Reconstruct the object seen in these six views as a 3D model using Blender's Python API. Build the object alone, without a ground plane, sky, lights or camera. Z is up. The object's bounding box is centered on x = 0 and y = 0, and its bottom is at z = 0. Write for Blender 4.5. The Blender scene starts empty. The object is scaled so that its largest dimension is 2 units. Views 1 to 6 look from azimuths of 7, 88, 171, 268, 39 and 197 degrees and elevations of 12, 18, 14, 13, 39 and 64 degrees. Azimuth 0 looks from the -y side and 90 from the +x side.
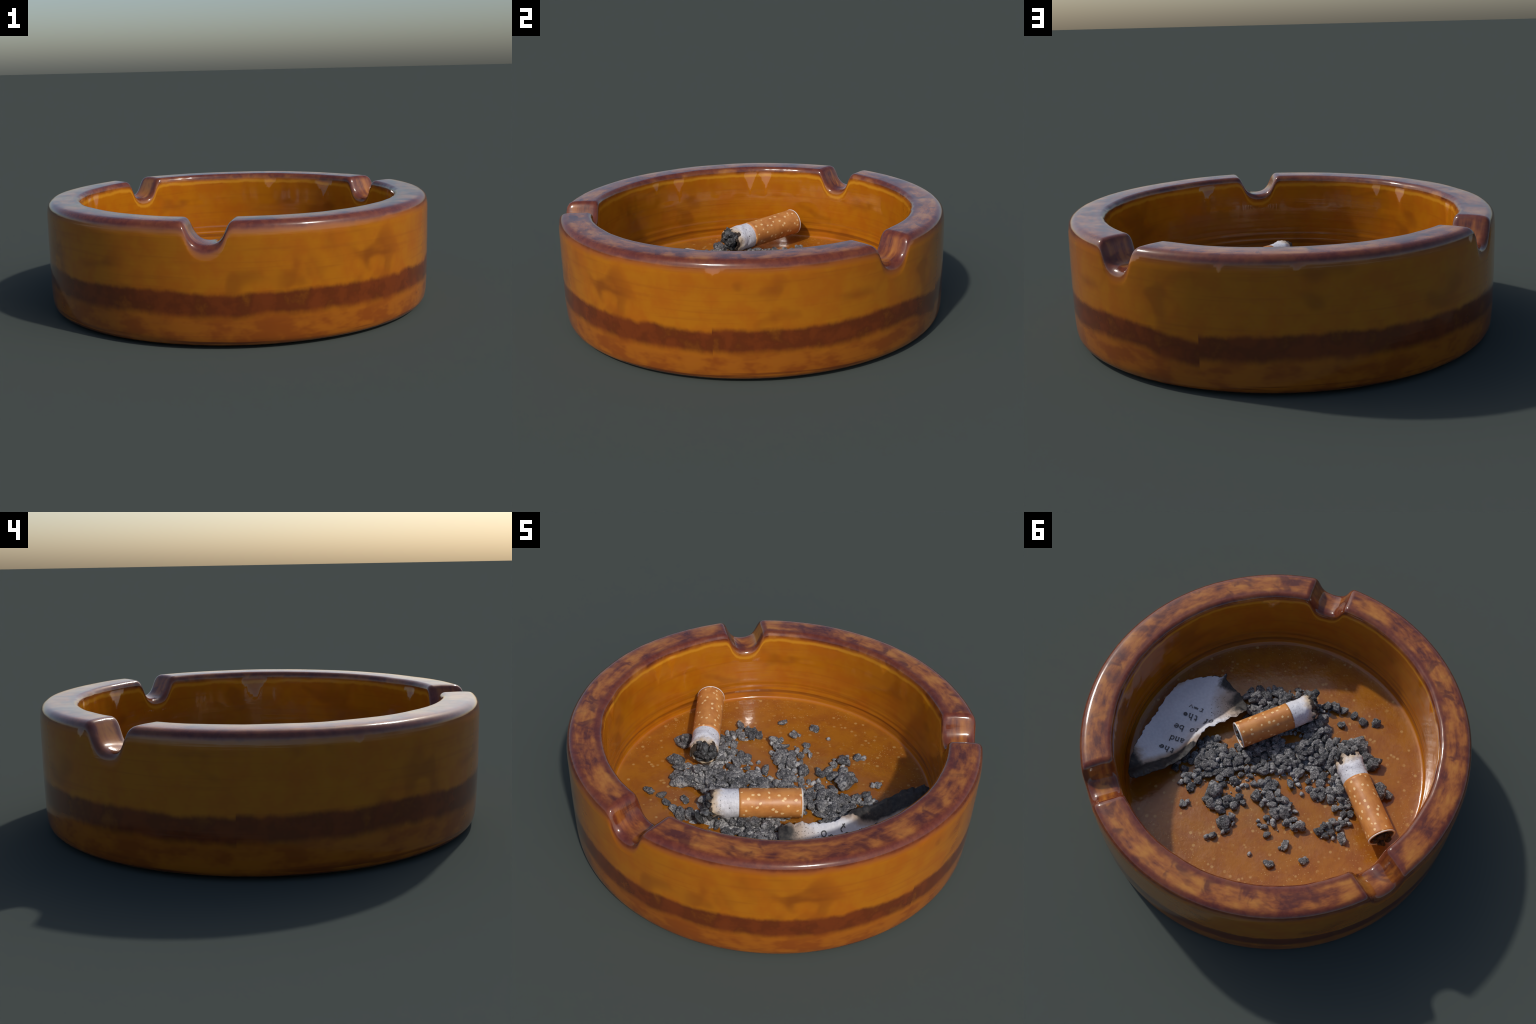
"""Amber glazed ashtray with two cigarette butts, a burnt paper scrap and crumbled ash."""
import bpy, math, random
import numpy as np
from mathutils import Vector, Matrix, noise, Euler

random.seed(11)
noise.seed_set(11)

# ------------------------------------------------------------------ dimensions (metres)
RIM_TOP = 0.569                 # height of the rim
NOTCH_DEPTH = 0.106             # cigarette rests cut into the rim
# share of the full depth at each distance from the middle of a rest: a soft U
NOTCH_SHAPE = [(0.0, 1.0), (0.020, 0.985), (0.038, 0.935), (0.053, 0.85), (0.066, 0.72), (0.077, 0.55), (0.088, 0.31),
               (0.097, 0.14), (0.108, 0.04), (0.122, 0.0)]
NOTCH_ANGLES = [math.radians(a) for a in (-90.0, 38.6, 141.2)]
NOTCH_FALL = (-0.03, 0.06, 0.12)   # how much deeper each rest gets towards the basin
FLOOR_Z = 0.135                 # inside floor
BAND = (0.160, 0.262)           # dark painted band on the outside


def smooth(a, b, x):
    t = min(1.0, max(0.0, (x - a) / (b - a)))
    return t * t * (3 - 2 * t)


def fbm(p, octaves=3):
    return noise.fractal(Vector(p), 1.0, 2.0, octaves)


# ------------------------------------------------------------------ scene helpers
def link(obj, parent=None):
    bpy.context.scene.collection.objects.link(obj)
    if parent is not None:
        obj.parent = parent
    return obj


def empty(name, label, category, loc=(0, 0, 0)):
    e = bpy.data.objects.new(name, None)
    e.location = loc
    e.empty_display_size = 0.1
    e["label"], e["category"] = label, category
    return link(e)


def make_mesh(name, verts, faces, mat, shade=True):
    me = bpy.data.meshes.new(name)
    me.from_pydata([tuple(v) for v in verts], [], faces)
    me.validate()
    if mat:
        me.materials.append(mat)
    if shade:
        me.polygons.foreach_set("use_smooth", [True] * len(me.polygons))
    me.update()
    return me


# ------------------------------------------------------------------ node helpers
class Nodes:
    def __init__(self, name):
        self.mat = bpy.data.materials.new(name)
        self.mat.use_nodes = True
        self.t = self.mat.node_tree
        self.t.nodes.clear()
        self.out = self.t.nodes.new("ShaderNodeOutputMaterial")
        self.coord = self.t.nodes.new("ShaderNodeTexCoord")

    def new(self, kind):
        return self.t.nodes.new("ShaderNode" + kind)

    def put(self, sock, val):
        if val is None:
            return
        if isinstance(val, bpy.types.NodeSocket):
            self.t.links.new(val, sock)
        elif isinstance(val, (tuple, list)) and sock.type == "RGBA":
            sock.default_value = (*val, 1.0) if len(val) == 3 else val
        else:
            sock.default_value = val

    @property
    def obj(self):
        return self.coord.outputs["Object"]

    def math(self, op, a, b=None, c=None, clamp=False):
        n = self.new("Math")
        n.operation, n.use_clamp = op, clamp
        for s, v in zip(n.inputs, (a, b, c)):
            self.put(s, v)
        return n.outputs[0]

    def add(self, a, b): return self.math("ADD", a, b)
    def sub(self, a, b): return self.math("SUBTRACT", a, b)
    def mul(self, a, b): return self.math("MULTIPLY", a, b)
    def max(self, a, b): return self.math("MAXIMUM", a, b)
    def min(self, a, b): return self.math("MINIMUM", a, b)

    def step(self, v, a, b, lo=0.0, hi=1.0, kind="SMOOTHSTEP"):
        n = self.new("MapRange")
        n.interpolation_type = kind
        for s, x in zip(n.inputs, (v, a, b, lo, hi)):
            self.put(s, x)
        return n.outputs[0]

    def bump_at(self, v, centre, half, soft):
        """1 near centre, falling to 0 beyond half + soft."""
        d = self.math("ABSOLUTE", self.sub(v, centre))
        return self.step(d, half + soft, half)

    def mix(self, f, a, b, mode="MIX"):
        n = self.new("Mix")
        n.data_type, n.blend_type = "RGBA", mode
        self.put(n.inputs["Factor"], f)
        self.put(n.inputs[6], a)
        self.put(n.inputs[7], b)
        return n.outputs[2]

    def xyz(self, v=None):
        n = self.new("SeparateXYZ")
        self.put(n.inputs[0], v or self.obj)
        return n.outputs

    def vec(self, x=0.0, y=0.0, z=0.0):
        n = self.new("CombineXYZ")
        for s, v in zip(n.inputs, (x, y, z)):
            self.put(s, v)
        return n.outputs[0]

    def place(self, v=None, scale=(1, 1, 1), loc=(0, 0, 0)):
        n = self.new("Mapping")
        self.put(n.inputs["Vector"], v or self.obj)
        n.inputs["Scale"].default_value = scale
        n.inputs["Location"].default_value = loc
        return n.outputs[0]

    def noise(self, scale, detail=3.0, rough=0.55, v=None, distort=0.0):
        n = self.new("TexNoise")
        self.put(n.inputs["Vector"], v or self.obj)
        n.inputs["Scale"].default_value = scale
        n.inputs["Detail"].default_value = detail
        n.inputs["Roughness"].default_value = rough
        n.inputs["Distortion"].default_value = distort
        return n.outputs[0]

    def voronoi(self, scale, v=None, dims="3D", rand=1.0, out="Distance"):
        n = self.new("TexVoronoi")
        n.voronoi_dimensions = dims
        self.put(n.inputs["Vector"], v or self.obj)
        n.inputs["Scale"].default_value = scale
        n.inputs["Randomness"].default_value = rand
        return n.outputs[out]

    def ramp(self, f, stops):
        n = self.new("ValToRGB")
        self.put(n.inputs[0], f)
        el = n.color_ramp.elements
        while len(el) < len(stops):
            el.new(0.5)
        for e, (p, c) in zip(el, stops):
            e.position, e.color = p, (*c, 1.0)
        return n.outputs[0]

    def random(self):
        return self.new("ObjectInfo").outputs["Random"]

    def finish(self, colour, rough=0.5, bump=None, strength=0.2, dist=0.01, **kw):
        p = self.new("BsdfPrincipled")
        self.put(p.inputs["Base Color"], colour)
        self.put(p.inputs["Roughness"], rough)
        for k, v in kw.items():
            self.put(p.inputs[k.replace("_", " ")], v)
        if bump is not None:
            b = self.new("Bump")
            b.inputs["Strength"].default_value = strength
            b.inputs["Distance"].default_value = dist
            self.put(b.inputs["Height"], bump)
            self.t.links.new(b.outputs[0], p.inputs["Normal"])
        self.t.links.new(p.outputs[0], self.out.inputs["Surface"])
        return self.mat


# ------------------------------------------------------------------ materials
def glaze_material():
    g = Nodes("amber_glaze")
    x, y, z = g.xyz()
    r = g.math("SQRT", g.add(g.mul(x, x), g.mul(y, y)))
    # height of the rim at this point: the same rule as the geometry
    depth, lip = 0.0, 0.0
    for a in NOTCH_ANGLES:
        t = g.math("ABSOLUTE", g.add(g.mul(x, -math.sin(a)), g.mul(y, math.cos(a))))
        q = g.add(g.mul(x, math.cos(a)), g.mul(y, math.sin(a)))
        front = g.math("GREATER_THAN", q, 0.3)
        depth = g.max(depth, g.mul(g.ramp(g.mul(t, 5.0), [(p * 5.0, (v, v, v)) for p, v in NOTCH_SHAPE]), front))
        lip = g.max(lip, g.mul(g.bump_at(t, 0.112, 0.006, 0.016), front))
    below = g.sub(g.sub(RIM_TOP, g.mul(depth, NOTCH_DEPTH)), z)      # metres below the rim

    big = g.noise(3.0, 3.0)
    mid = g.noise(9.0, 4.0, 0.6)
    fine = g.noise(34.0, 4.0, 0.6)
    ringed = g.noise(1.0, 3.0, v=g.vec(g.mul(x, 2.0), g.mul(y, 2.0), g.mul(z, 55.0)))

    # --- wall: honey amber with faint brown clouds
    amber = g.mix(g.step(mid, 0.35, 0.68), (0.395, 0.134, 0.0050), (0.372, 0.106, 0.0045))
    amber = g.mix(g.mul(g.step(ringed, 0.52, 0.7), 0.35), amber, (0.30, 0.085, 0.006))
    cloud = g.noise(4.2, 1.5, 0.5, v=g.place(scale=(1, 1, 1.5), loc=(0.9, 2.2, 5.0)), distort=0.5)
    amber = g.mix(g.mul(g.step(cloud, 0.56, 0.72), 0.50), amber, (0.20, 0.055, 0.005))
    for px, py, pz, reach, amount in ((0.72, -0.69, 0.36, 0.26, 0.6), (0.40, -0.91, 0.30, 0.16, 0.5), (0.99, 0.05, 0.40, 0.16, 0.45),
                                      (-0.80, -0.59, 0.33, 0.22, 0.5)):
        d = g.new("VectorMath")
        d.operation = "DISTANCE"
        g.put(d.inputs[0], g.obj)
        d.inputs[1].default_value = (px, py, pz)
        patch = g.mul(g.step(d.outputs["Value"], reach, 0.04), g.step(g.noise(7.5, 1.5, 0.45, distort=0.3), 0.43, 0.60))
        amber = g.mix(g.mul(patch, amount), amber, (0.190, 0.046, 0.005))

    # --- painted band outside, with a feathered edge
    inv = g.math("DIVIDE", 1.0, g.max(r, 0.05))
    around = g.vec(g.mul(x, inv), g.mul(y, inv), g.mul(z, 0.6))          # varies mostly round the wall
    wob = g.add(g.mul(g.sub(g.noise(3.5, 2.0, v=around), 0.5), 0.055), g.mul(g.sub(g.noise(16.0, 3.0, 0.6, v=around), 0.5), 0.030))
    turn = g.math("ARCTAN2", y, x)
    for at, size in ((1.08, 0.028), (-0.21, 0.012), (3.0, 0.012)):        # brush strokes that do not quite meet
        wob = g.add(wob, g.mul(g.mul(g.step(turn, at - 0.3, at), g.math("LESS_THAN", turn, at)), size))
    zz = g.add(z, wob)
    outside = g.step(r, 0.89, 0.91)
    band = g.mul(g.step(zz, BAND[1] + 0.012, BAND[1] - 0.018), g.step(zz, BAND[0] - 0.028, BAND[0] + 0.016))
    band = g.mul(g.mul(band, outside), g.step(mid, 0.25, 0.5, 0.72, 1.0))
    band_col = g.mix(g.step(mid, 0.4, 0.62), (0.105, 0.022, 0.0058), (0.155, 0.033, 0.0065))
    # foot: blotched, redder towards the base
    foot = g.mul(g.step(zz, 0.185, 0.12), outside)
    foot_col = g.mix(g.step(g.noise(6.0, 3.0, 0.6, v=g.place(scale=(1, 1, 2.0))), 0.40, 0.62), (0.320, 0.095, 0.0075), (0.225, 0.052, 0.0065))
    foot_col = g.mix(g.mul(g.step(ringed, 0.50, 0.62), g.step(z, 0.075, 0.03)), foot_col, (0.13, 0.028, 0.006))
    col = g.mix(g.mul(foot, 0.9), amber, foot_col)
    col = g.mix(band, col, band_col)

    # --- inside: turning rings low on the wall, browner floor with pale flecks
    inside = g.step(r, 0.845, 0.835)
    rings = g.math("SINE", g.add(g.mul(z, 118.0), g.add(g.mul(big, 4.0), g.mul(ringed, 5.0))))
    rings = g.mul(g.step(rings, 0.15, 0.95), g.mul(g.step(z, 0.155, 0.175), g.step(z, 0.29, 0.20)))
    col = g.mix(g.mul(g.mul(rings, inside), 0.55), col, (0.155, 0.042, 0.004))
    on_floor = g.mul(g.step(z, FLOOR_Z + 0.018, FLOOR_Z + 0.008), g.mul(g.step(r, 0.81, 0.79), g.step(z, 0.10, 0.12)))
    floor_col = g.mix(g.step(mid, 0.36, 0.66), (0.315, 0.113, 0.0088), (0.262, 0.082, 0.0088))
    cell = g.voronoi(22.0)
    fleck = g.mul(g.step(g.add(cell, g.mul(fine, 0.12)), 0.30, 0.20), g.step(mid, 0.40, 0.55))
    small = g.mul(g.step(g.voronoi(60.0), 0.22, 0.12), g.step(g.noise(5.0), 0.46, 0.56))
    floor_col = g.mix(g.mul(g.max(fleck, small), 0.60), floor_col, (0.50, 0.30, 0.10))
    dust = g.mul(g.step(g.noise(4.0, 5.0, 0.7), 0.5, 0.7), g.step(r, 0.75, 0.2))
    floor_col = g.mix(g.mul(dust, 0.35), floor_col, (0.25, 0.15, 0.055))
    col = g.mix(on_floor, col, floor_col)

    # --- rim: mottled tortoiseshell brown with dark lips
    turned = g.vec(g.mul(g.mul(x, inv), 9.0), g.mul(g.mul(y, inv), 9.0), g.mul(r, 30.0))    # drawn out round the rim
    polar = g.add(g.mul(g.noise(5.5, 3.0, 0.55, distort=0.4), 0.55), g.mul(g.noise(1.0, 4.0, 0.6, v=turned), 0.47))
    blot = g.noise(8.5, 2.5, 0.55, v=g.place(loc=(3.1, 1.7, 0.4)), distort=0.8)
    rim = g.ramp(polar, [(0.40, (0.090, 0.022, 0.013)), (0.47, (0.195, 0.054, 0.014)),
                         (0.54, (0.300, 0.098, 0.018)), (0.64, (0.395, 0.155, 0.026))])
    rim = g.mix(g.mul(g.step(blot, 0.53, 0.68), 0.80), rim, (0.075, 0.017, 0.012))
    rim = g.mix(g.mul(g.step(fine, 0.52, 0.66), 0.15), rim, (0.36, 0.10, 0.026))
    edge_r = g.add(r, g.mul(g.sub(mid, 0.5), 0.045))
    lips = g.max(g.bump_at(edge_r, 0.984, 0.010, 0.024), g.bump_at(edge_r, 0.846, 0.008, 0.024))
    lips = g.max(lips, lip)
    lip_col = g.mix(g.step(fine, 0.4, 0.6), (0.100, 0.019, 0.011), (0.135, 0.030, 0.014))
    rim = g.mix(g.mul(lips, 0.85), rim, lip_col)
    runs = g.add(below, g.add(g.mul(g.sub(big, 0.5), 0.030), g.mul(g.sub(mid, 0.5), 0.026)))
    # just under the rim: highlight line painted in pale honey, then the brown itself
    pale = g.mul(g.bump_at(runs, 0.047, 0.002, 0.012), inside)
    col = g.mix(g.mul(pale, 0.75), col, (0.56, 0.250, 0.016))
    warm = g.step(runs, 0.062, 0.030)
    col = g.mix(g.mul(warm, g.sub(1.0, g.mul(inside, 0.8))), col, (0.285, 0.080, 0.018))
    rim_mask = g.step(runs, 0.040, 0.020)
    col = g.mix(rim_mask, col, rim)

    height = g.add(g.mul(g.noise(6.0, 2.0), 1.0), g.mul(ringed, 0.25))
    height = g.add(height, g.mul(g.mul(fine, on_floor), 1.0))
    rough = g.add(g.step(mid, 0.3, 0.7, 0.10, 0.17), g.mul(on_floor, g.step(g.noise(7.0), 0.4, 0.6, 0.03, 0.16)))
    return g.finish(col, rough, height, 0.12, 0.02, IOR=1.5, Specular_IOR_Level=0.5,
                    Coat_Weight=0.25, Coat_Roughness=0.06)


def ash_material(unit, name):
    """unit: size of one crumb in the mesh's own coordinates."""
    g = Nodes(name)
    rnd = g.random()
    grain = g.noise(3.6 / unit, 4.0, 0.75)
    patch = g.noise(0.9 / unit, 3.0, 0.6)
    tone = g.add(g.mul(g.sub(patch, 0.5), 0.7), g.add(g.mul(g.sub(grain, 0.5), 1.25), g.add(g.mul(g.sub(rnd, 0.5), 0.20), 0.5)))
    col = g.ramp(tone, [(0.26, (0.030, 0.032, 0.036)), (0.42, (0.105, 0.106, 0.114)),
                        (0.55, (0.215, 0.212, 0.220)), (0.72, (0.47, 0.46, 0.45))])
    return g.finish(col, 0.72, g.add(grain, patch), 0.6, 0.12 * unit)


def char_material():
    g = Nodes("charred_tobacco")
    grain = g.noise(75.0, 5.0, 0.75, distort=0.5)
    patch = g.noise(20.0, 3.0, 0.6)
    col = g.ramp(grain, [(0.40, (0.018, 0.018, 0.019)), (0.55, (0.050, 0.050, 0.052)),
                         (0.64, (0.16, 0.16, 0.165)), (0.78, (0.46, 0.45, 0.44))])
    col = g.mix(g.step(patch, 0.52, 0.66), col, (0.13, 0.135, 0.14))
    return g.finish(col, 0.7, grain, 0.7, 0.006)


def core_material(dark):
    g = Nodes("filter_core_brown" if dark else "filter_core_grey")
    n = g.noise(60.0, 4.0, 0.7)
    a = ((0.018, 0.012, 0.009), (0.085, 0.055, 0.035)) if dark else ((0.03, 0.032, 0.035), (0.20, 0.20, 0.20))
    return g.finish(g.ramp(n, [(0.38, a[0]), (0.72, a[1])]), 0.8, n, 0.6, 0.006)


def tipping_material():
    """Orange cork-look tipping paper with cream flecks; local x runs along the cigarette."""
    g = Nodes("cork_tipping_paper")
    x, y, z = g.xyz()
    ang = g.math("ARCTAN2", z, y)
    n = g.noise(16.0, 4.0, 0.6)
    col = g.mix(g.step(n, 0.36, 0.66), (0.56, 0.235, 0.060), (0.45, 0.165, 0.038))
    fib = g.noise(1.0, 3.0, v=g.vec(g.mul(x, 30.0), g.mul(ang, 14.0), 0.0))
    col = g.mix(g.mul(g.step(fib, 0.5, 0.75), 0.35), col, (0.36, 0.125, 0.032))
    uv = g.vec(g.mul(x, 22.0), g.mul(ang, 1.75), 0.0)
    jig = g.noise(90.0, 2.0)
    spot = g.add(g.voronoi(1.0, uv, "2D", 0.85), g.mul(g.sub(jig, 0.5), 0.16))
    size = g.step(g.noise(40.0, 1.0), 0.35, 0.65, 0.09, 0.19)
    mask = g.step(g.sub(spot, size), 0.03, -0.03)
    col = g.mix(g.mul(mask, 0.9), col, (0.82, 0.56, 0.27))
    return g.finish(col, 0.42, g.add(n, g.mul(mask, 0.3)), 0.15, 0.004)


def white_paper_material(length):
    """White cigarette paper, tan and scorched near the burnt end (local x = length)."""
    g = Nodes("white_cigarette_paper")
    x, y, z = g.xyz()
    ang = g.math("ARCTAN2", z, y)
    n = g.noise(22.0, 3.0, 0.6)
    f = g.noise(90.0, 3.0, 0.6)
    col = g.mix(g.step(f, 0.35, 0.7), (0.64, 0.64, 0.68), (0.54, 0.54, 0.58))
    ribs = g.math("SINE", g.mul(x, 520.0))
    col = g.mix(g.mul(g.step(ribs, 0.6, 1.0), 0.12), col, (0.45, 0.45, 0.47))
    near = g.add(g.sub(length, x), g.mul(g.sub(n, 0.5), 0.10))      # metres from the burn
    col = g.mix(g.mul(g.step(near, 0.068, 0.012), 0.85), col, (0.56, 0.41, 0.24))
    col = g.mix(g.step(near, 0.014, 0.002), col, (0.05, 0.032, 0.02))
    soot = g.mul(g.step(g.add(g.voronoi(36.0), g.mul(f, 0.25)), 0.32, 0.20), g.step(g.noise(11.0), 0.47, 0.57))
    dash = g.noise(1.0, 2.0, v=g.vec(g.mul(x, 150.0), g.mul(ang, 4.5), 2.0))
    soot = g.max(soot, g.mul(g.step(dash, 0.62, 0.70), 0.9))
    col = g.mix(g.mul(soot, 0.85), col, (0.035, 0.03, 0.028))
    return g.finish(col, 0.6, g.add(n, g.mul(ribs, 0.1)), 0.2, 0.004)


def rim_paper_material():
    g = Nodes("cut_paper_rim")
    return g.finish(g.mix(g.noise(60.0), (0.66, 0.60, 0.54), (0.78, 0.74, 0.70)), 0.6)


# burnt paper frame: s runs along its scorched inner edge, w away from it
PAPER_O = (0.28, -0.20)
PAPER_S, PAPER_W = (0.62, 0.785), (0.785, -0.62)


def burnt_paper_material():
    g = Nodes("burnt_paper")
    x, y, z = g.xyz()
    dx, dy = g.sub(x, PAPER_O[0]), g.sub(y, PAPER_O[1])
    s = g.add(g.mul(dx, PAPER_S[0]), g.mul(dy, PAPER_S[1]))
    w = g.add(g.mul(dx, PAPER_W[0]), g.mul(dy, PAPER_W[1]))
    n = g.noise(14.0, 4.0, 0.65)
    f = g.noise(70.0, 3.0, 0.6)
    wob = g.mul(g.sub(n, 0.5), 0.10)

    def spot(px, py, a, b):
        d = g.math("SQRT", g.add(g.math("POWER", g.sub(x, px), 2.0), g.math("POWER", g.sub(y, py), 2.0)))
        return g.step(g.add(d, wob), b, a)
    col = g.mix(g.step(f, 0.3, 0.7), (0.60, 0.60, 0.64), (0.68, 0.68, 0.71))
    ww, ss = g.add(w, wob), g.add(s, wob)
    tan = g.max(g.step(g.sub(g.add(w, g.mul(wob, 0.4)), g.step(s, 0.18, 0.36, -0.010, 0.010)), 0.040, 0.005), g.max(g.step(ss, 0.54, 0.60), spot(0.31, -0.30, 0.09, 0.19)))
    tan = g.max(tan, g.step(g.add(w, g.mul(wob, 0.4)), 0.345, 0.385))
    col = g.mix(g.mul(tan, 0.75), col, (0.34, 0.22, 0.12))
    burn = g.max(g.max(g.step(g.sub(g.add(w, g.mul(wob, 0.35)), g.step(s, 0.18, 0.36, -0.045, 0.008)), 0.010, -0.010), g.step(ss, 0.575, 0.63)), spot(0.285, -0.315, 0.065, 0.125))
    burn = g.max(burn, spot(0.40, -0.41, 0.05, 0.09))
    col = g.mix(burn, col, g.ramp(f, [(0.35, (0.010, 0.009, 0.009)), (0.7, (0.045, 0.040, 0.036))]))
    pepper = g.mul(g.step(g.voronoi(85.0), 0.28, 0.16), g.step(spot(0.37, -0.22, 0.05, 0.13), 0.1, 0.6))
    col = g.mix(g.mul(pepper, 0.8), col, (0.06, 0.045, 0.035))
    return g.finish(col, 0.7, g.add(n, g.mul(f, 0.3)), 0.25, 0.006)


def char_paper_material():
    g = Nodes("charred_paper")
    f = g.noise(45.0, 4.0, 0.65)
    col = g.ramp(f, [(0.36, (0.010, 0.010, 0.011)), (0.60, (0.035, 0.031, 0.029)), (0.75, (0.11, 0.085, 0.065))])
    return g.finish(col, 0.65, f, 0.5, 0.006)


def ink_material():
    g = Nodes("typed_ink")
    return g.finish(g.mix(g.noise(200.0), (0.03, 0.03, 0.033), (0.10, 0.10, 0.105)), 0.7)


# ------------------------------------------------------------------ ashtray
NOTCH_X, NOTCH_Y = [p[0] for p in NOTCH_SHAPE], [p[1] for p in NOTCH_SHAPE]


def rim_height(px, py):
    cut = 0.0
    for a, fall in zip(NOTCH_ANGLES, NOTCH_FALL):
        if px * math.cos(a) + py * math.sin(a) > 0.3:
            t = abs(-px * math.sin(a) + py * math.cos(a))
            if t < 0.13:
                share = sum(float(np.interp(abs(t + d), NOTCH_X, NOTCH_Y)) for d in (-0.006, -0.003, 0, 0.003, 0.006)) / 5
                # the bottom falls slightly towards the basin
                cut = max(cut, share * (1 + fall * smooth(0.97, 0.82, math.hypot(px, py))))
    return RIM_TOP - NOTCH_DEPTH * cut


def build_ashtray():
    root = empty("ashtray", "round amber glazed ceramic ashtray with brown mottled rim", "ashtray")
    glaze = glaze_material()

    # cross-section, from the centre of the underside round to the centre of the floor.
    # ("z", r, z): fixed point.  ("h", r, drop): measured down from the rim height.
    foot = [(0.0, 0.006), (0.4, 0.006), (0.74, 0.006), (0.80, 0.004), (0.86, 0.0), (0.93, 0.003), (0.959, 0.008), (0.974, 0.014),
            (0.985, 0.024), (0.9915, 0.037), (0.995, 0.055), (0.9972, 0.085), (0.9985, 0.130), (0.9995, 0.20), (1.0, 0.30)]
    section = [("z", *p) for p in foot]
    section += [("mix", 1.0 - 0.002 * f, f) for f in (0.17, 0.33, 0.46, 0.58, 0.68, 0.77, 0.85, 0.93)]
    section += [("h", 0.9975, 0.060), ("h", 0.9955, 0.046)]
    b = 0.036
    for k in range(7):                                  # outer lip
        a = math.radians(90 * k / 6)
        section.append(("h", 0.994 - b * 1.1 + 1.1 * b * math.cos(a), b - b * math.sin(a)))
    section += [("h", 0.940, -0.0010), ("h", 0.915, -0.0015), ("h", 0.890, -0.001)]
    b = 0.027
    for k in range(7):                                  # inner lip
        a = math.radians(90 * k / 6)
        section.append(("h", 0.8255 + b - b * math.sin(a), b - b * math.cos(a)))
    rim_end = len(section)
    section += [("h", 0.8245, 0.042), ("h", 0.8238, 0.060)]
    section += [("in", 0.8232, 1 - f / 13) for f in range(1, 13)]
    for k in range(28):                                 # lower wall with turning rings
        z = 0.318 - k * 0.0058
        bow = 0.8225 - 0.006 * smooth(0.32, 0.16, z)
        section.append(("z", bow + 0.0013 * math.sin(z * 118.0 + 3 * math.sin(z * 31)) * smooth(0.31, 0.26, z), z))
    for r, z in ((0.8145, 0.1545), (0.811, 0.149), (0.804, 0.1445), (0.793, 0.1415), (0.775, 0.1395), (0.74, 0.138)):
        section.append(("z", r, z))
    for r in (0.66, 0.56, 0.46, 0.36, 0.26, 0.16, 0.08, 0.0):
        section.append(("z", r, FLOOR_Z + 0.002 * math.cos(r * 9)))

    thetas = set(round(2 * math.pi * k / 540, 5) for k in range(540))
    for a in NOTCH_ANGLES:
        for k in range(-80, 81):
            thetas.add(round((a + math.radians(k * 0.11)) % (2 * math.pi), 5))
    thetas = sorted(thetas)
    n, m = len(thetas), len(section)
    verts = []
    for th in thetas:
        c, s = math.cos(th), math.sin(th)
        wave = fbm((c * 2.2, s * 2.2, 7.0), 2)
        edge = fbm((c * 6.0, s * 6.0, 2.0), 3)
        for kind, r, v in section:
            rr = r
            if kind == "z":
                z = v
            else:
                h = rim_height(r * c, r * s) + 0.0022 * wave
                if kind == "h":
                    z = h - v
                elif kind == "mix":
                    z = 0.30 + (h - 0.060 - 0.30) * v
                else:
                    z = 0.318 + (h - 0.060 - 0.318) * v
            if z > 0.02 and r > 0.7:
                rr += 0.0016 * wave * smooth(0.02, 0.15, z)
            if 0.8 < r < 0.88 and z > 0.40:
                rr += 0.0035 * edge
            if r < 0.8 and z > 0.1:
                z += 0.0015 * fbm((r * c * 5, r * s * 5, 4.0), 3)
            verts.append((min(rr, 1.0) * c, min(rr, 1.0) * s, max(z, 0.0)))
    faces, region = [], []
    rim_start = len(foot) + 8
    for i in range(n):
        j = (i + 1) % n
        for k in range(m - 1):
            faces.append((i * m + k, j * m + k, j * m + k + 1, i * m + k + 1))
            region.append(0 if k < rim_start else 1 if k < rim_end else 2)
    verts = np.array(verts)
    faces = np.array(faces)
    region = np.array(region)
    # one set of vertex normals for the whole body
    p = verts[faces]
    fn = np.cross(p[:, 2] - p[:, 0], p[:, 3] - p[:, 1])
    vn = np.zeros_like(verts)
    for k in range(4):
        np.add.at(vn, faces[:, k], fn)
    vn[0::m] = (0, 0, -1)
    vn[m - 1::m] = (0, 0, 1)
    vn /= np.linalg.norm(vn, axis=1)[:, None] + 1e-12
    # sky reflections below the rim, drawn by leaning normals upwards in pointed wedges
    rng = random.Random(21)
    sky_wedges_in = [(rng.uniform(0, 6.283), rng.uniform(0.05, 0.13), rng.uniform(0.07, 0.20)) for _ in range(9)]
    sky_wedges_out = [(rng.uniform(0, 6.283), rng.uniform(0.03, 0.09), rng.uniform(0.055, 0.085)) for _ in range(7)]
    for i, th in enumerate(thetas):
        c, s = math.cos(th), math.sin(th)
        for k, (kind, r, v) in enumerate(section):
            inner = k >= rim_end - 1
            if k < len(foot) or verts[i * m + k, 2] < 0.25 or (kind == "h" and v < 0.03):
                continue
            drop = rim_height(r * c, r * s) - verts[i * m + k, 2]
            reach = 0.0
            for a, half, depth in (sky_wedges_in if inner else sky_wedges_out):
                off = abs((th - a + math.pi) % (2 * math.pi) - math.pi) / half + 0.22 * fbm((th * 40, verts[i * m + k, 2] * 14, a), 2)
                reach = max(reach, depth * (1 - off)) if off < 1 else reach
            if drop < reach:
                vn[i * m + k] += np.array((0, 0, (0.36 if inner else 0.28) * (1 - 0.6 * drop / reach) * smooth(0.0, 0.35, 1 - drop / reach)))
    vn /= np.linalg.norm(vn, axis=1)[:, None] + 1e-12
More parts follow.
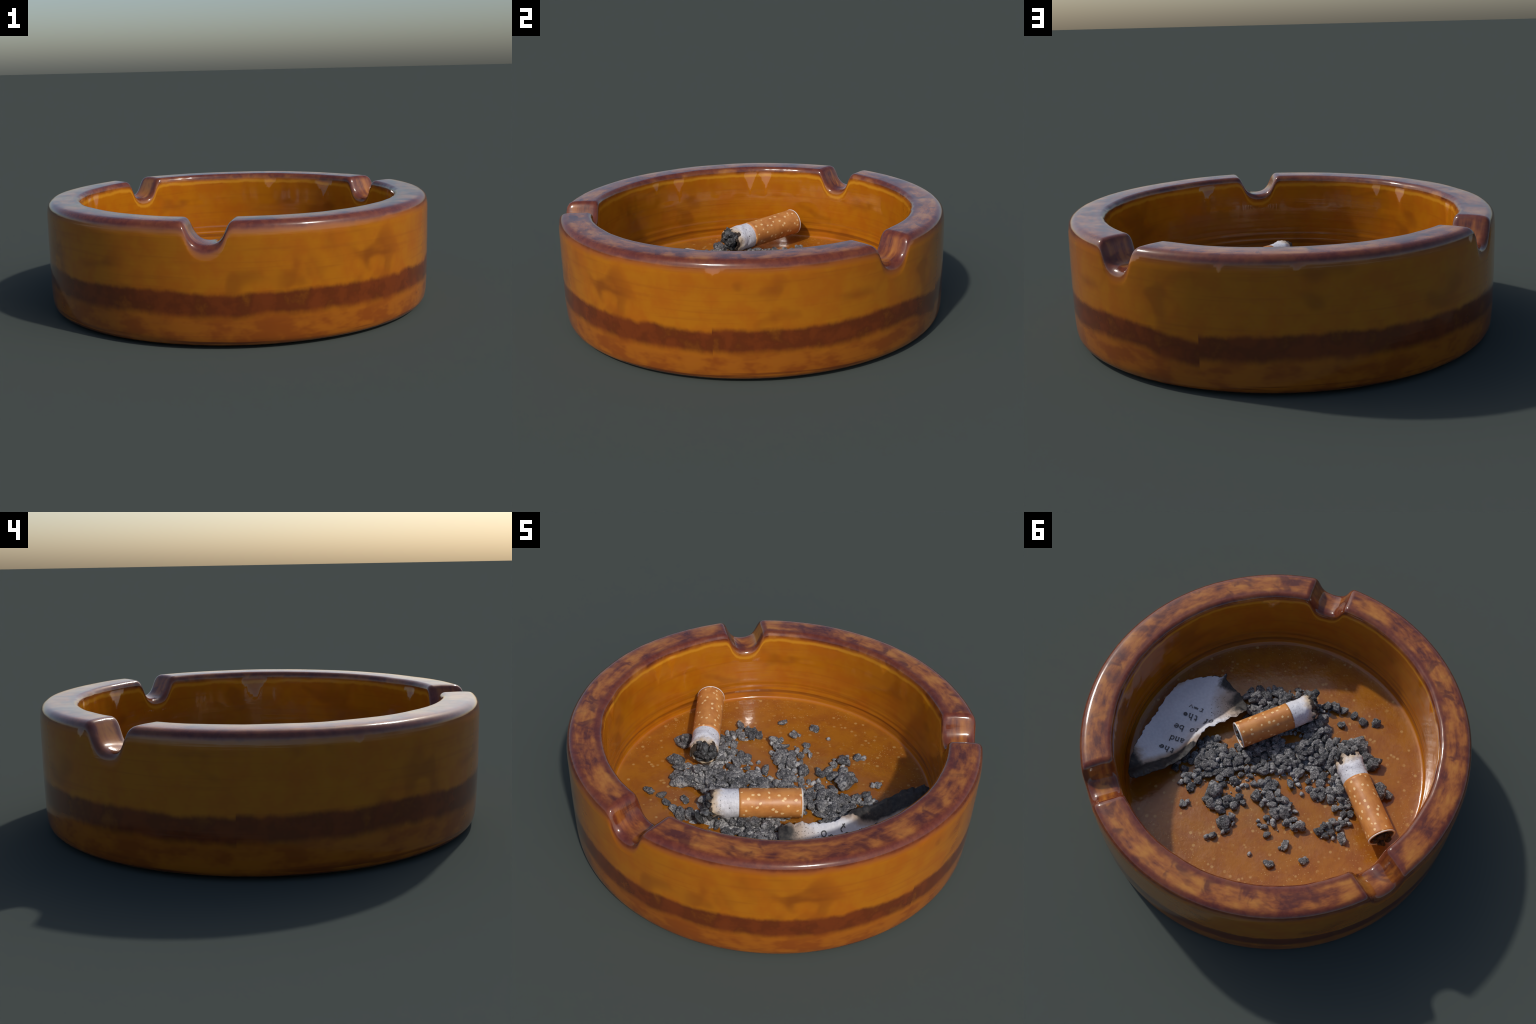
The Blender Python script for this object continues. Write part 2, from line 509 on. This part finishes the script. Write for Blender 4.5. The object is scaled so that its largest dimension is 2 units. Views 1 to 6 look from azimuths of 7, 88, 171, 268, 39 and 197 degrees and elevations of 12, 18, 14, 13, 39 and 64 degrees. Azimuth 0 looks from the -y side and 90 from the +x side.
    for idx, name in enumerate(("outer_wall", "rim", "basin")):
        f = faces[region == idx]
        used = np.unique(f)
        remap = -np.ones(len(verts), int)
        remap[used] = np.arange(len(used))
        me = bpy.data.meshes.new(name)
        me.from_pydata(verts[used].tolist(), [], remap[f].tolist())
        me.materials.append(glaze)
        me.polygons.foreach_set("use_smooth", [True] * len(me.polygons))
        me.update()
        me.normals_split_custom_set_from_vertices(vn[used].tolist())
        link(bpy.data.objects.new(name, me), root)
    return root


# ------------------------------------------------------------------ lumps
def ico(sub):
    import bmesh
    bm = bmesh.new()
    bmesh.ops.create_icosphere(bm, subdivisions=sub, radius=1.0)
    v = [tuple(q.co) for q in bm.verts]
    f = [tuple(q.index for q in p.verts) for p in bm.faces]
    bm.free()
    return v, f


ICO3, ICO4 = ico(3), ico(4)


def lump_verts(base, seed, stretch=(1, 1, 1), rough=0.32, crag=0.10, facet=0.0):
    """A rounded crumb: sphere pushed about by noise and cut by a few flat facets."""
    rng = random.Random(seed)
    planes = []
    for _ in range(7):
        d = Vector((rng.gauss(0, 1), rng.gauss(0, 1), rng.gauss(0, 1))).normalized()
        planes.append((d, rng.uniform(0.62, 0.9)))
    off = Vector((seed * 3.7, seed * 1.3, 0))
    out = []
    for v in base:
        d = Vector(v)
        k = 1.0 + rough * noise.noise(d * 1.1 + off) + crag * fbm(d * 3.2 + off, 3)
        q = d * k
        for pn, pd in planes:
            e = q.dot(pn) - pd
            if e > 0:
                q = q - pn * e * (0.55 + facet)
        out.append(Vector((q.x * stretch[0], q.y * stretch[1], q.z * stretch[2])))
    return out


def joined_lumps(name, mat, items, base=ICO3):
    """items: (centre, radius, seed, stretch, rough, crag)"""
    verts, faces = [], []
    for c, rad, seed, st, rough, crag in items:
        o = len(verts)
        rot = Euler((seed * 1.1, seed * 2.3, seed * 0.7)).to_matrix()
        verts += [Vector(c) + rot @ (q * rad) for q in lump_verts(base[0], seed, st, rough, crag, 0.2)]
        faces += [tuple(o + i for i in f) for f in base[1]]
    return make_mesh(name, verts, faces, mat)


# ------------------------------------------------------------------ cigarette butts
def tube(name, mat, x0, x1, rad, wall, seed, crumple, ragged=0.0, squash=0.0, nx=26, na=64, bend=None):
    """Hollow paper tube along local x. crumple and ragged grow towards x1."""
    verts, faces = [], []
    for side in (0, 1):
        for i in range(nx + 1):
            u = i / nx
            for j in range(na):
                a = 2 * math.pi * j / na
                x = x0 + (x1 - x0) * u
                if ragged:
                    x += ragged * u ** 3 * (fbm((math.cos(a) * 2.1 + seed, math.sin(a) * 2.1, seed), 3) * 1.6)
                r = rad - side * wall
                r += crumple * u * fbm((x * 26, math.cos(a) * 1.4 + seed, math.sin(a) * 1.4), 3)
                y, z = r * math.cos(a) * (1 + squash), r * math.sin(a) * (1 - squash)
                dx, dz = bend(x) if bend else (0, 0)
                verts.append((x + dx, y, z + dz))
    ring = (nx + 1) * na
    for side in (0, 1):
        for i in range(nx):
            for j in range(na):
                k = (j + 1) % na
                q = [side * ring + i * na + j, side * ring + (i + 1) * na + j, side * ring + (i + 1) * na + k, side * ring + i * na + k]
                faces.append(tuple(q) if side else tuple(reversed(q)))
    for i in (0, nx):
        for j in range(na):
            k = (j + 1) % na
            q = [i * na + j, i * na + k, ring + i * na + k, ring + i * na + j]
            faces.append(tuple(q) if i else tuple(reversed(q)))
    return make_mesh(name, verts, faces, mat)


def end_ring(name, mat, x, rad, wall):
    """Rounded cut edge of the paper at the mouth end."""
    verts, faces, na, nb = [], [], 64, 10
    for j in range(na):
        a = 2 * math.pi * j / na
        for k in range(nb):
            b = 2 * math.pi * k / nb
            r = rad - wall * 0.5 + (wall * 0.72) * math.cos(b)
            verts.append((x + wall * 0.6 * math.sin(b), r * math.cos(a), r * math.sin(a)))
    for j in range(na):
        for k in range(nb):
            j2, k2 = (j + 1) % na, (k + 1) % nb
            faces.append((j * nb + k, j2 * nb + k, j2 * nb + k2, j * nb + k2))
    return make_mesh(name, verts, faces, mat)


CIGARETTE_MATS = {}


def build_cigarette(mouth, burn, roll, rad, seam, total, seed, tip_items, core_out, label):
    root = empty("cigarette_butt", label, "cigarette butt", mouth)
    d = (Vector(burn) - Vector(mouth)).normalized()
    side = Vector((0, 0, 1)).cross(d).normalized()
    up = d.cross(side)
    m = Matrix((d, side, up)).transposed().to_4x4()
    root.matrix_world = Matrix.Translation(mouth) @ m @ Matrix.Rotation(roll, 4, "X")
    M = CIGARETTE_MATS
    white = white_paper_material(total)
    parts = [("tipping_paper", tube("tipping_paper", M["tip"], 0.0, seam, rad, 0.0065, seed, 0.0016)),
             ("white_paper", tube("white_paper", white, seam - 0.01, total, rad - 0.0022, 0.004, seed + 5, 0.011, 0.020, 0.02, 22)),
             ("paper_rim", end_ring("paper_rim", M["rim"], 0.0005, rad, 0.0068))]
    rng = random.Random(seed)
    core = []
    for k in range(26):
        a, q = rng.uniform(0, 6.28), math.sqrt(rng.random()) * (rad - 0.024)
        core.append(((rng.uniform(0.008, 0.03) - core_out * rng.random(), q * math.cos(a), q * math.sin(a)),
                     rng.uniform(0.013, 0.021), seed * 40 + k, (1, 1, 0.8), 0.4, 0.2))
    parts.append(("filter_core", joined_lumps("filter_core", M["core_dark" if core_out > 0.02 else "core"], core)))
    parts.append(("burnt_tip", joined_lumps("burnt_tip", M["char"], tip_items, ICO4)))
    for name, me in parts:
        link(bpy.data.objects.new(name, me), root)
    # dark plug that closes the tube behind the core and the ash
    verts, faces = [], []
    for i, x in enumerate((0.02, total - 0.012)):
        for j in range(48):
            a = 2 * math.pi * j / 48
            verts.append((x, (rad - 0.007) * math.cos(a), (rad - 0.007) * math.sin(a)))
    for j in range(48):
        faces.append((j, (j + 1) % 48, 48 + (j + 1) % 48, 48 + j))
    faces += [tuple(reversed(range(48))), tuple(range(48, 96))]
    link(bpy.data.objects.new("tobacco_filling", make_mesh("tobacco_filling", verts, faces, M["core_dark"], False)), root)
    return root


def burnt_tip(total, rad, reach, droop, seed, count=26):
    rng = random.Random(seed)
    items = []
    for k in range(count):
        u = rng.random()
        a, q = rng.uniform(0, 6.28), math.sqrt(rng.random()) * (rad - 0.014) * (1 - 0.45 * u)
        items.append(((total - 0.018 + reach * u, q * math.cos(a), q * math.sin(a) - droop * u),
                      rng.uniform(0.016, 0.032) * (1 - 0.25 * u), seed * 31 + k,
                      (rng.uniform(0.8, 1.3), 1.0, rng.uniform(0.6, 1.0)), 0.5, 0.32))
    return items


def build_cigarettes():
    M = CIGARETTE_MATS
    M.update(tip=tipping_material(), rim=rim_paper_material(), core=core_material(False),
             core_dark=core_material(True), char=char_material())
    build_cigarette((0.240, -0.071, 0.226), (-0.086, -0.377, 0.229), 0.6, 0.0735, 0.306, 0.440, 3,
                    burnt_tip(0.440, 0.072, 0.045, 0.024, 5, 28) +
                    [((0.470, 0.050, -0.035), 0.028, 71, (1.25, 1.0, 0.5), 0.5, 0.3),
                     ((0.500, 0.060, -0.060), 0.028, 72, (1.3, 1.0, 0.45), 0.5, 0.3)],
                    0.0, "stubbed out cigarette butt with orange speckled filter")
    build_cigarette((-0.669, 0.257, 0.262), (-0.362, -0.126, 0.244), 2.4, 0.0740, 0.349, 0.487, 8,
                    burnt_tip(0.487, 0.072, 0.055, 0.045, 9, 30),
                    0.032, "cigarette butt with orange filter and burnt tip")


# ------------------------------------------------------------------ burnt paper
PAPER_EDGE = [(0.427, -0.055), (0.380, -0.105), (0.336, -0.153), (0.280, -0.208), (0.258, -0.272), (0.318, -0.338),
              (0.380, -0.374), (0.430, -0.404), (0.450, -0.440), (0.468, -0.412), (0.512, -0.404), (0.595, -0.372),
              (0.661, -0.317), (0.698, -0.270), (0.725, -0.155), (0.740, -0.058), (0.749, 0.038), (0.751, 0.136), (0.740, 0.232),
              (0.726, 0.310), (0.705, 0.355), (0.678, 0.390), (0.638, 0.372), (0.588, 0.320), (0.543, 0.255), (0.464, 0.122), (0.443, 0.028)]


def paper_sw(x, y):
    dx, dy = x - PAPER_O[0], y - PAPER_O[1]
    return dx * PAPER_S[0] + dy * PAPER_S[1], dx * PAPER_W[0] + dy * PAPER_W[1]


def along(s, table):
    return float(np.interp(s, [t[0] for t in table], [t[1] for t in table]))


# where the inner edge runs (w at each s) and how far it curls up above the floor
INNER_EDGE = [(-0.15, 0.03), (0.07, 0.018), (0.20, 0.025), (0.27, 0.012), (0.37, -0.047), (0.52, -0.071), (0.70, -0.055)]
CURL = [(-0.12, 0.012), (0.0, 0.050), (0.20, 0.055), (0.37, 0.058), (0.52, 0.042), (0.62, 0.036), (0.70, 0.055)]


def paper_z(x, y):
    s, w = paper_sw(x, y)
    z = FLOOR_Z + 0.018 + 0.026 * smooth(0.12, 0.30, w) + 0.018 * smooth(0.10, -0.08, s)
    z += 0.085 * smooth(0.40, 0.64, s)
    inward = w - along(s, INNER_EDGE)
    z += along(s, CURL) * smooth(0.085, 0.0, inward)
    z += 0.004 * fbm((x * 7, y * 7, 3.0), 3) + 0.014 * smooth(0.06, 0.0, inward) * fbm((s * 30, w * 12, 9.0), 3)
    return max(z, FLOOR_Z + 0.009)


def build_paper():
    root = empty("burnt_paper", "torn white paper scrap with charred curling edges and typed words", "paper")
    pts = [Vector((*p, 0)) for p in PAPER_EDGE]
    # closed Catmull-Rom through the outline points, roughened where it burnt
    ring = []
    for i in range(len(pts)):
        p0, p1, p2, p3 = (pts[(i + k - 1) % len(pts)] for k in range(4))
        for k in range(12):
            t = k / 12
            q = 0.5 * ((2 * p1) + (p2 - p0) * t + (2 * p0 - 5 * p1 + 4 * p2 - p3) * t * t + (3 * p1 - p0 - 3 * p2 + p3) * t ** 3)
            ring.append(q)
    cen = Vector((0.575, -0.06, 0))
    rag = []
    for i, q in enumerate(ring):
        out = (q - cen).normalized()
        rag.append(q + out * (0.010 * fbm((q.x * 30, q.y * 30, 1.0), 3) - 0.002))
    na, nr = len(rag), 56
    top = [cen]
    for k in range(1, nr + 1):
        f = (k / nr) ** 0.8
        top += [cen + (q - cen) * f for q in rag]
    top = [Vector((p.x, p.y, paper_z(p.x, p.y))) for p in top]
    faces = [(0, 1 + j, 1 + (j + 1) % na) for j in range(na)]
    for k in range(nr - 1):
        a, b = 1 + k * na, 1 + (k + 1) * na
        faces += [(a + j, b + j, b + (j + 1) % na, a + (j + 1) % na) for j in range(na)]
    n = len(top)
    bottom = [p - Vector((0, 0, 0.005)) for p in top]
    under = [tuple(n + i for i in reversed(f)) for f in faces]
    a = 1 + (nr - 1) * na
    rimf = [(a + j, n + a + j, n + a + (j + 1) % na, a + (j + 1) % na) for j in range(na)]
    verts, allf = top + bottom, faces + under + rimf
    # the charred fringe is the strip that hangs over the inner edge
    mats = (burnt_paper_material(), char_paper_material())
    kinds = []
    last = range(len(faces) - na, len(faces))
    for fi, f in enumerate(allf):
        c = sum((verts[i] for i in f), Vector()) / len(f)
        s, w = paper_sw(c.x, c.y)
        burnt = (w < -0.008 + 0.012 * fbm((s * 20, 1.0, 2.0), 2) and s > 0.3) or s > 0.625 + 0.03 * fbm((w * 20, 4.0, 2.0), 2)
        singed = (fi in last or fi >= 2 * len(faces)) and fbm((c.x * 12, c.y * 12, 5.0), 2) > -0.15
        kinds.append(1 if burnt or singed else 0)
    whole = make_mesh("whole", verts, allf, None)
    vn = np.array([tuple(v.normal) for v in whole.vertices])
    for idx, name in enumerate(("paper_sheet", "charred_fringe")):
        f = [fc for fc, k in zip(allf, kinds) if k == idx]
        used = sorted({i for fc in f for i in fc})
        remap = {v: i for i, v in enumerate(used)}
        me = make_mesh(name, [verts[i] for i in used], [tuple(remap[i] for i in fc) for fc in f], mats[idx])
        me.normals_split_custom_set_from_vertices(vn[used].tolist())
        link(bpy.data.objects.new(name, me), root)
    bpy.data.meshes.remove(whole)
    build_typing(root)
    return root


def arc(cx, cy, rx, ry, a0, a1, n=14):
    return [(cx + rx * math.cos(math.radians(a0 + (a1 - a0) * k / n)), cy + ry * math.sin(math.radians(a0 + (a1 - a0) * k / n))) for k in range(n + 1)]


# typewriter letters as pen strokes in a cell 1 wide (x-height 0.8, ascender 1.25), with slab serifs
LETTERS = {
    "t": [[(0.35, 1.15), (0.35, 0.2)] + arc(0.55, 0.2, 0.2, 0.2, 180, 330), [(0.15, 0.8), (0.72, 0.8)]],
    "h": [[(0.22, 1.25), (0.22, 0.0)], [(0.22, 0.5)] + arc(0.48, 0.52, 0.26, 0.28, 170, 0) + [(0.74, 0.0)],
          [(0.08, 1.25), (0.22, 1.25)], [(0.08, 0), (0.38, 0)], [(0.6, 0), (0.9, 0)]],
    "e": [[(0.15, 0.42), (0.83, 0.42)] + arc(0.49, 0.42, 0.34, 0.38, 0, 320, 26)],
    "a": [arc(0.46, 0.55, 0.26, 0.25, 150, 0) + [(0.72, 0.1), (0.76, 0.0), (0.9, 0.0)], arc(0.46, 0.22, 0.28, 0.22, 60, 330, 20)],
    "n": [[(0.22, 0.8), (0.22, 0.0)], [(0.22, 0.5)] + arc(0.48, 0.52, 0.26, 0.28, 170, 0) + [(0.74, 0.0)],
          [(0.08, 0.8), (0.22, 0.8)], [(0.08, 0), (0.38, 0)], [(0.6, 0), (0.9, 0)]],
    "d": [arc(0.44, 0.4, 0.32, 0.4, 30, 390, 26), [(0.6, 1.25), (0.74, 1.25), (0.74, 0.0), (0.9, 0.0)]],
    "o": [arc(0.5, 0.4, 0.35, 0.4, 0, 360, 28)],
    "b": [arc(0.52, 0.4, 0.32, 0.4, 0, 360, 26), [(0.06, 1.25), (0.2, 1.25), (0.2, 0.0)]],
    "f": [arc(0.6, 1.02, 0.22, 0.22, 40, 180) + [(0.38, 0.0)], [(0.14, 0.8), (0.75, 0.8)], [(0.18, 0), (0.62, 0)]],
    "r": [[(0.3, 0.8), (0.3, 0.0)], [(0.3, 0.5)] + arc(0.6, 0.5, 0.28, 0.3, 160, 50), [(0.12, 0.8), (0.3, 0.8)], [(0.12, 0), (0.55, 0)]],
    "=": [[(0.1, 0.55), (0.95, 0.55)], [(0.1, 0.3), (0.95, 0.3)]],
    "v": [[(0.15, 0.8), (0.5, 0.0), (0.85, 0.8)]],
    "*": [arc(0.5, 0.4, 0.16, 0.16, 0, 360, 16), arc(0.5, 0.4, 0.30, 0.30, 0, 360, 20)],
    ".": [arc(0.5, 0.05, 0.05, 0.05, 0, 360, 8)],
}
TYPED = [("the", 0.552, 0.094, 0.0300, 1.0), ("and", 0.522, 0.020, 0.0300, 1.0), ("to be", 0.462, -0.058, 0.0310, 1.0),
         ("of th*", 0.412, -0.140, 0.0305, 1.0), (". r=v", 0.432, -0.192, 0.0300, 0.8)]


def build_typing(root):
    ink = ink_material()
    for text, x0, y0, cell, size in TYPED:
        verts, faces = [], []
        for i, ch in enumerate(text):
            for stroke in LETTERS.get(ch, []):
                half = 0.0025 * size
                p = [Vector((x0 + (i + q[0]) * cell, y0 + q[1] * cell * 0.92 * size)) for q in stroke]
                o = len(verts)
                for k, q in enumerate(p):
                    t = (p[min(k + 1, len(p) - 1)] - p[max(k - 1, 0)])
                    t = t.normalized() if t.length > 1e-9 else Vector((1, 0))
                    nrm = Vector((-t.y, t.x)) * half
                    for sgn in (1, -1):
                        e = q + nrm * sgn
                        verts.append((e.x, e.y, paper_z(e.x, e.y) + 0.0040))
                for k in range(len(p) - 1):
                    faces.append((o + 2 * k, o + 2 * k + 1, o + 2 * k + 3, o + 2 * k + 2))
        link(bpy.data.objects.new("typed_word", make_mesh("typed_word", verts, faces, ink)), root)


# ------------------------------------------------------------------ ash
# groups of crumbs: (x, y, spread_x, spread_y, how many, smallest, largest radius)
ASH_GROUPS = [
    # heap between the two butts
    (0.42, 0.17, 0.10, 0.08, 17, 0.018, 0.028), (0.30, 0.08, 0.12, 0.10, 24, 0.018, 0.030), (0.38, 0.02, 0.06, 0.07, 9, 0.018, 0.028),
    (0.16, 0.02, 0.12, 0.09, 20, 0.018, 0.030), (0.02, -0.03, 0.11, 0.09, 18, 0.018, 0.030), (-0.10, -0.08, 0.10, 0.09, 16, 0.018, 0.030),
    (-0.20, -0.16, 0.09, 0.10, 16, 0.018, 0.030), (-0.24, -0.08, 0.07, 0.06, 6, 0.020, 0.030), (0.10, -0.10, 0.12, 0.05, 10, 0.018, 0.026),
    # behind the lying butt, towards the paper
    (0.24, -0.38, 0.08, 0.04, 9, 0.020, 0.030), (0.12, -0.42, 0.08, 0.05, 9, 0.020, 0.030), (0.02, -0.48, 0.06, 0.03, 4, 0.020, 0.028),
    (0.20, -0.31, 0.09, 0.05, 9, 0.018, 0.028), (0.06, -0.34, 0.09, 0.07, 10, 0.016, 0.026),
    (-0.06, -0.40, 0.08, 0.06, 7, 0.016, 0.026),
    # round the burnt tip of the leaning butt
    (-0.30, -0.20, 0.06, 0.07, 8, 0.018, 0.028), (-0.40, -0.26, 0.06, 0.04, 5, 0.024, 0.034), (-0.15, -0.26, 0.06, 0.06, 8, 0.018, 0.030), (-0.35, 0.03, 0.04, 0.06, 6, 0.020, 0.028),
    (-0.43, 0.11, 0.06, 0.05, 6, 0.018, 0.026), (-0.28, 0.06, 0.05, 0.05, 6, 0.018, 0.028),
    # loose crumbs towards the far side
    (0.06, 0.12, 0.12, 0.05, 7, 0.014, 0.026), (-0.18, 0.04, 0.09, 0.06, 6, 0.014, 0.026), (0.19, 0.17, 0.07, 0.04, 4, 0.014, 0.024),
    (0.02, -0.24, 0.16, 0.03, 6, 0.010, 0.014), (0.20, -0.22, 0.07, 0.03, 4, 0.014, 0.020),
    (-0.03, 0.18, 0.07, 0.07, 9, 0.016, 0.028), (-0.10, 0.23, 0.06, 0.05, 5, 0.018, 0.030), (0.22, 0.30, 0.06, 0.06, 6, 0.018, 0.030),
    (0.14, 0.27, 0.05, 0.05, 5, 0.018, 0.026), (0.13, 0.41, 0.05, 0.05, 5, 0.012, 0.024), (-0.08, 0.34, 0.06, 0.04, 6, 0.012, 0.024),
    (-0.21, 0.29, 0.05, 0.03, 4, 0.014, 0.026), (-0.40, 0.27, 0.06, 0.06, 8, 0.014, 0.024), (-0.44, 0.20, 0.05, 0.03, 4, 0.014, 0.022),
]
# crumbs that stand out by themselves: (x, y, radius)
ASH_SINGLES = [(-0.25, -0.46, 0.026), (-0.315, -0.45, 0.022), (-0.375, -0.425, 0.026), (-0.445, -0.44, 0.026), (-0.26, -0.37, 0.020),
               (-0.502, -0.185, 0.045), (-0.455, -0.215, 0.030), (-0.585, -0.025, 0.034), (-0.42, -0.25, 0.038), (-0.15, -0.445, 0.032), (-0.20, -0.465, 0.030), (-0.15, -0.30, 0.030),
               (-0.16, -0.34, 0.028), (0.13, -0.29, 0.026), (0.08, -0.33, 0.026), (0.18, -0.25, 0.024), (0.26, 0.265, 0.044), (0.04, 0.205, 0.034), (-0.20, 0.42, 0.024), (-0.18, 0.445, 0.011),
               (0.39, 0.38, 0.023), (0.375, 0.36, 0.016), (0.39, 0.27, 0.023), (-0.63, -0.04, 0.030), (-0.58, -0.065, 0.028),
               (-0.15, 0.55, 0.024), (-0.32, 0.475, 0.022), (-0.04, 0.53, 0.013), (-0.19, 0.11, 0.014), (-0.19, 0.22, 0.015),
               (0.18, 0.50, 0.024), (0.205, 0.515, 0.018), (0.145, 0.42, 0.034), (-0.24, 0.30, 0.032), (-0.47, 0.285, 0.028),
               (-0.14, 0.25, 0.034), (0.45, 0.26, 0.018), (-0.09, 0.40, 0.022)]


# low mounds of packed ash under the crumbs: (x, y, reach along, reach across, heading in degrees, height)
ASH_MOUNDS = [(0.08, -0.20, 0.30, 0.10, 43, 0.015), (0.10, -0.07, 0.24, 0.09, 43, 0.022), (0.02, -0.33, 0.20, 0.08, 40, 0.024),
              (0.30, 0.08, 0.20, 0.13, 35, 0.016), (0.00, 0.00, 0.24, 0.10, 10, 0.016), (-0.15, -0.29, 0.10, 0.10, 0, 0.048), (-0.13, -0.44, 0.10, 0.06, 20, 0.012), (0.12, -0.29, 0.17, 0.06, 43, 0.036),
              (-0.45, -0.17, 0.08, 0.07, 0, 0.016), (-0.585, -0.03, 0.05, 0.05, 0, 0.024), (-0.17, -0.16, 0.18, 0.13, 30, 0.034),
              (-0.34, -0.16, 0.11, 0.12, 0, 0.044), (-0.38, 0.00, 0.16, 0.07, -55, 0.034), (-0.12, -0.40, 0.12, 0.08, 10, 0.016),
              (0.20, -0.35, 0.14, 0.09, -20, 0.022), (0.24, 0.30, 0.08, 0.08, 0, 0.014), (-0.05, 0.20, 0.10, 0.09, 0, 0.014),
              (-0.40, 0.24, 0.07, 0.08, 0, 0.012), (-0.22, 0.30, 0.06, 0.05, 0, 0.012)]


def ash_height(x, y):
    h = 0.0
    for mx, my, a, b, deg, top in ASH_MOUNDS:
        c, s = math.cos(math.radians(deg)), math.sin(math.radians(deg))
        u, v = ((x - mx) * c + (y - my) * s) / a, (-(x - mx) * s + (y - my) * c) / b
        h = max(h, top * (1 - smooth(0.25, 1.0, math.hypot(u, v))))
    return h


def build_ash():
    root = empty("ash_pile", "scattered pile of grey crumbly ash lumps", "ash", (0, 0, FLOOR_Z))
    mat = ash_material(1.0, "grey_ash")
    fine_mat = ash_material(0.022, "packed_ash")
    shapes = []
    rng = random.Random(4)
    for k in range(20):
        st = (rng.uniform(0.85, 1.3), rng.uniform(0.75, 1.1), rng.uniform(0.45, 0.95))
        shapes.append(make_mesh("ash_lump", lump_verts(ICO3[0], 100 + k, st, 0.50, 0.27, 0.25), ICO3[1], mat))
    spots = [(x, y, r, 0.0) for x, y, r in ASH_SINGLES]
    for gx, gy, sx, sy, n, lo, hi in ASH_GROUPS:
        for _ in range(n):
            best = None
            for _try in range(14):            # keep crumbs from sitting inside each other
                a, q = rng.uniform(0, 6.28), math.sqrt(rng.random())
                p = (gx + sx * q * math.cos(a), gy + sy * q * math.sin(a), rng.uniform(lo, hi))
                gap = min((math.hypot(p[0] - o[0], p[1] - o[1]) - 0.8 * (p[2] + o[2]) for o in spots), default=1)
                if best is None or gap > best[0]:
                    best = (gap, p)
                if gap > 0:
                    break
            spots.append((*best[1], max(0.0, -best[0])))
    spots.sort(key=lambda p: -p[2])
    for x, y, r, crowd in spots[:295]:
        o = bpy.data.objects.new("ash_lump", rng.choice(shapes))
        o.rotation_euler = (rng.uniform(-0.7, 0.7), rng.uniform(-0.7, 0.7), rng.uniform(0, 6.28))
        r *= 1.08
        o.scale = (r, r, r)
        o.location = (x, y, ash_height(x, y) + 0.42 * r + 0.4 * crowd)
        link(o, root)
    # smaller crumbs that fill the gaps, too many to count
    items = [((x, y, ash_height(x, y) + 0.42 * r + 0.4 * crowd), r * 1.08, 2000 + k, (1.1, 0.95, 0.8), 0.5, 0.27)
             for k, (x, y, r, crowd) in enumerate(spots[295:])]
    for k in range(620):
        gx, gy, sx, sy, *_ = rng.choice(ASH_GROUPS[:29]) if k % 3 else rng.choice(ASH_GROUPS)
        a, q = rng.uniform(0, 6.28), rng.random() ** 0.5 * 1.15
        r = rng.uniform(0.004, 0.009) if k % 5 < 2 else rng.uniform(0.009, 0.017)
        x, y = gx + sx * q * math.cos(a), gy + sy * q * math.sin(a)
        if r > 0.009 and ash_height(x, y) < 0.008:
            r *= 0.5
        items.append(((x, y, ash_height(x, y) + r * 0.35), r, 500 + k, (1, 1, 0.8), 0.5, 0.3))
    crumbs = bpy.data.objects.new("ash_crumbs", joined_lumps("ash_crumbs", fine_mat, items, ico(2)))
    crumbs["kind"] = "stuff"
    link(crumbs, root)
    # packed bed: a lumpy skin over the mounds that dips under the floor where it ends
    n, lo, hi = 250, -0.62, 0.62
    verts, faces = [], []
    for i in range(n + 1):
        for j in range(n + 1):
            x, y = lo + (hi - lo) * i / n, lo + (hi - lo) * j / n
            h = ash_height(x, y)
            bump = noise.voronoi(Vector((x * 30, y * 30, 0.5)))[0][0]
            verts.append((x, y, h - 0.012 + (0.024 * (0.55 - bump) + 0.005 * fbm((x * 30, y * 30, 6.0), 3)) * smooth(0.002, 0.014, h)))
    for i in range(n):
        for j in range(n):
            q = (i * (n + 1) + j, (i + 1) * (n + 1) + j, (i + 1) * (n + 1) + j + 1, i * (n + 1) + j + 1)
            if max(verts[k][2] for k in q) > -0.004:
                faces.append(q)
    used = sorted({k for q in faces for k in q})
    remap = {k: i for i, k in enumerate(used)}
    bed = bpy.data.objects.new("ash_bed", make_mesh("ash_bed", [verts[k] for k in used], [tuple(remap[k] for k in q) for q in faces], fine_mat))
    bed["kind"] = "stuff"
    link(bed, root)


build_ashtray()
build_cigarettes()
build_paper()
build_ash()
bpy.context.view_layer.update()
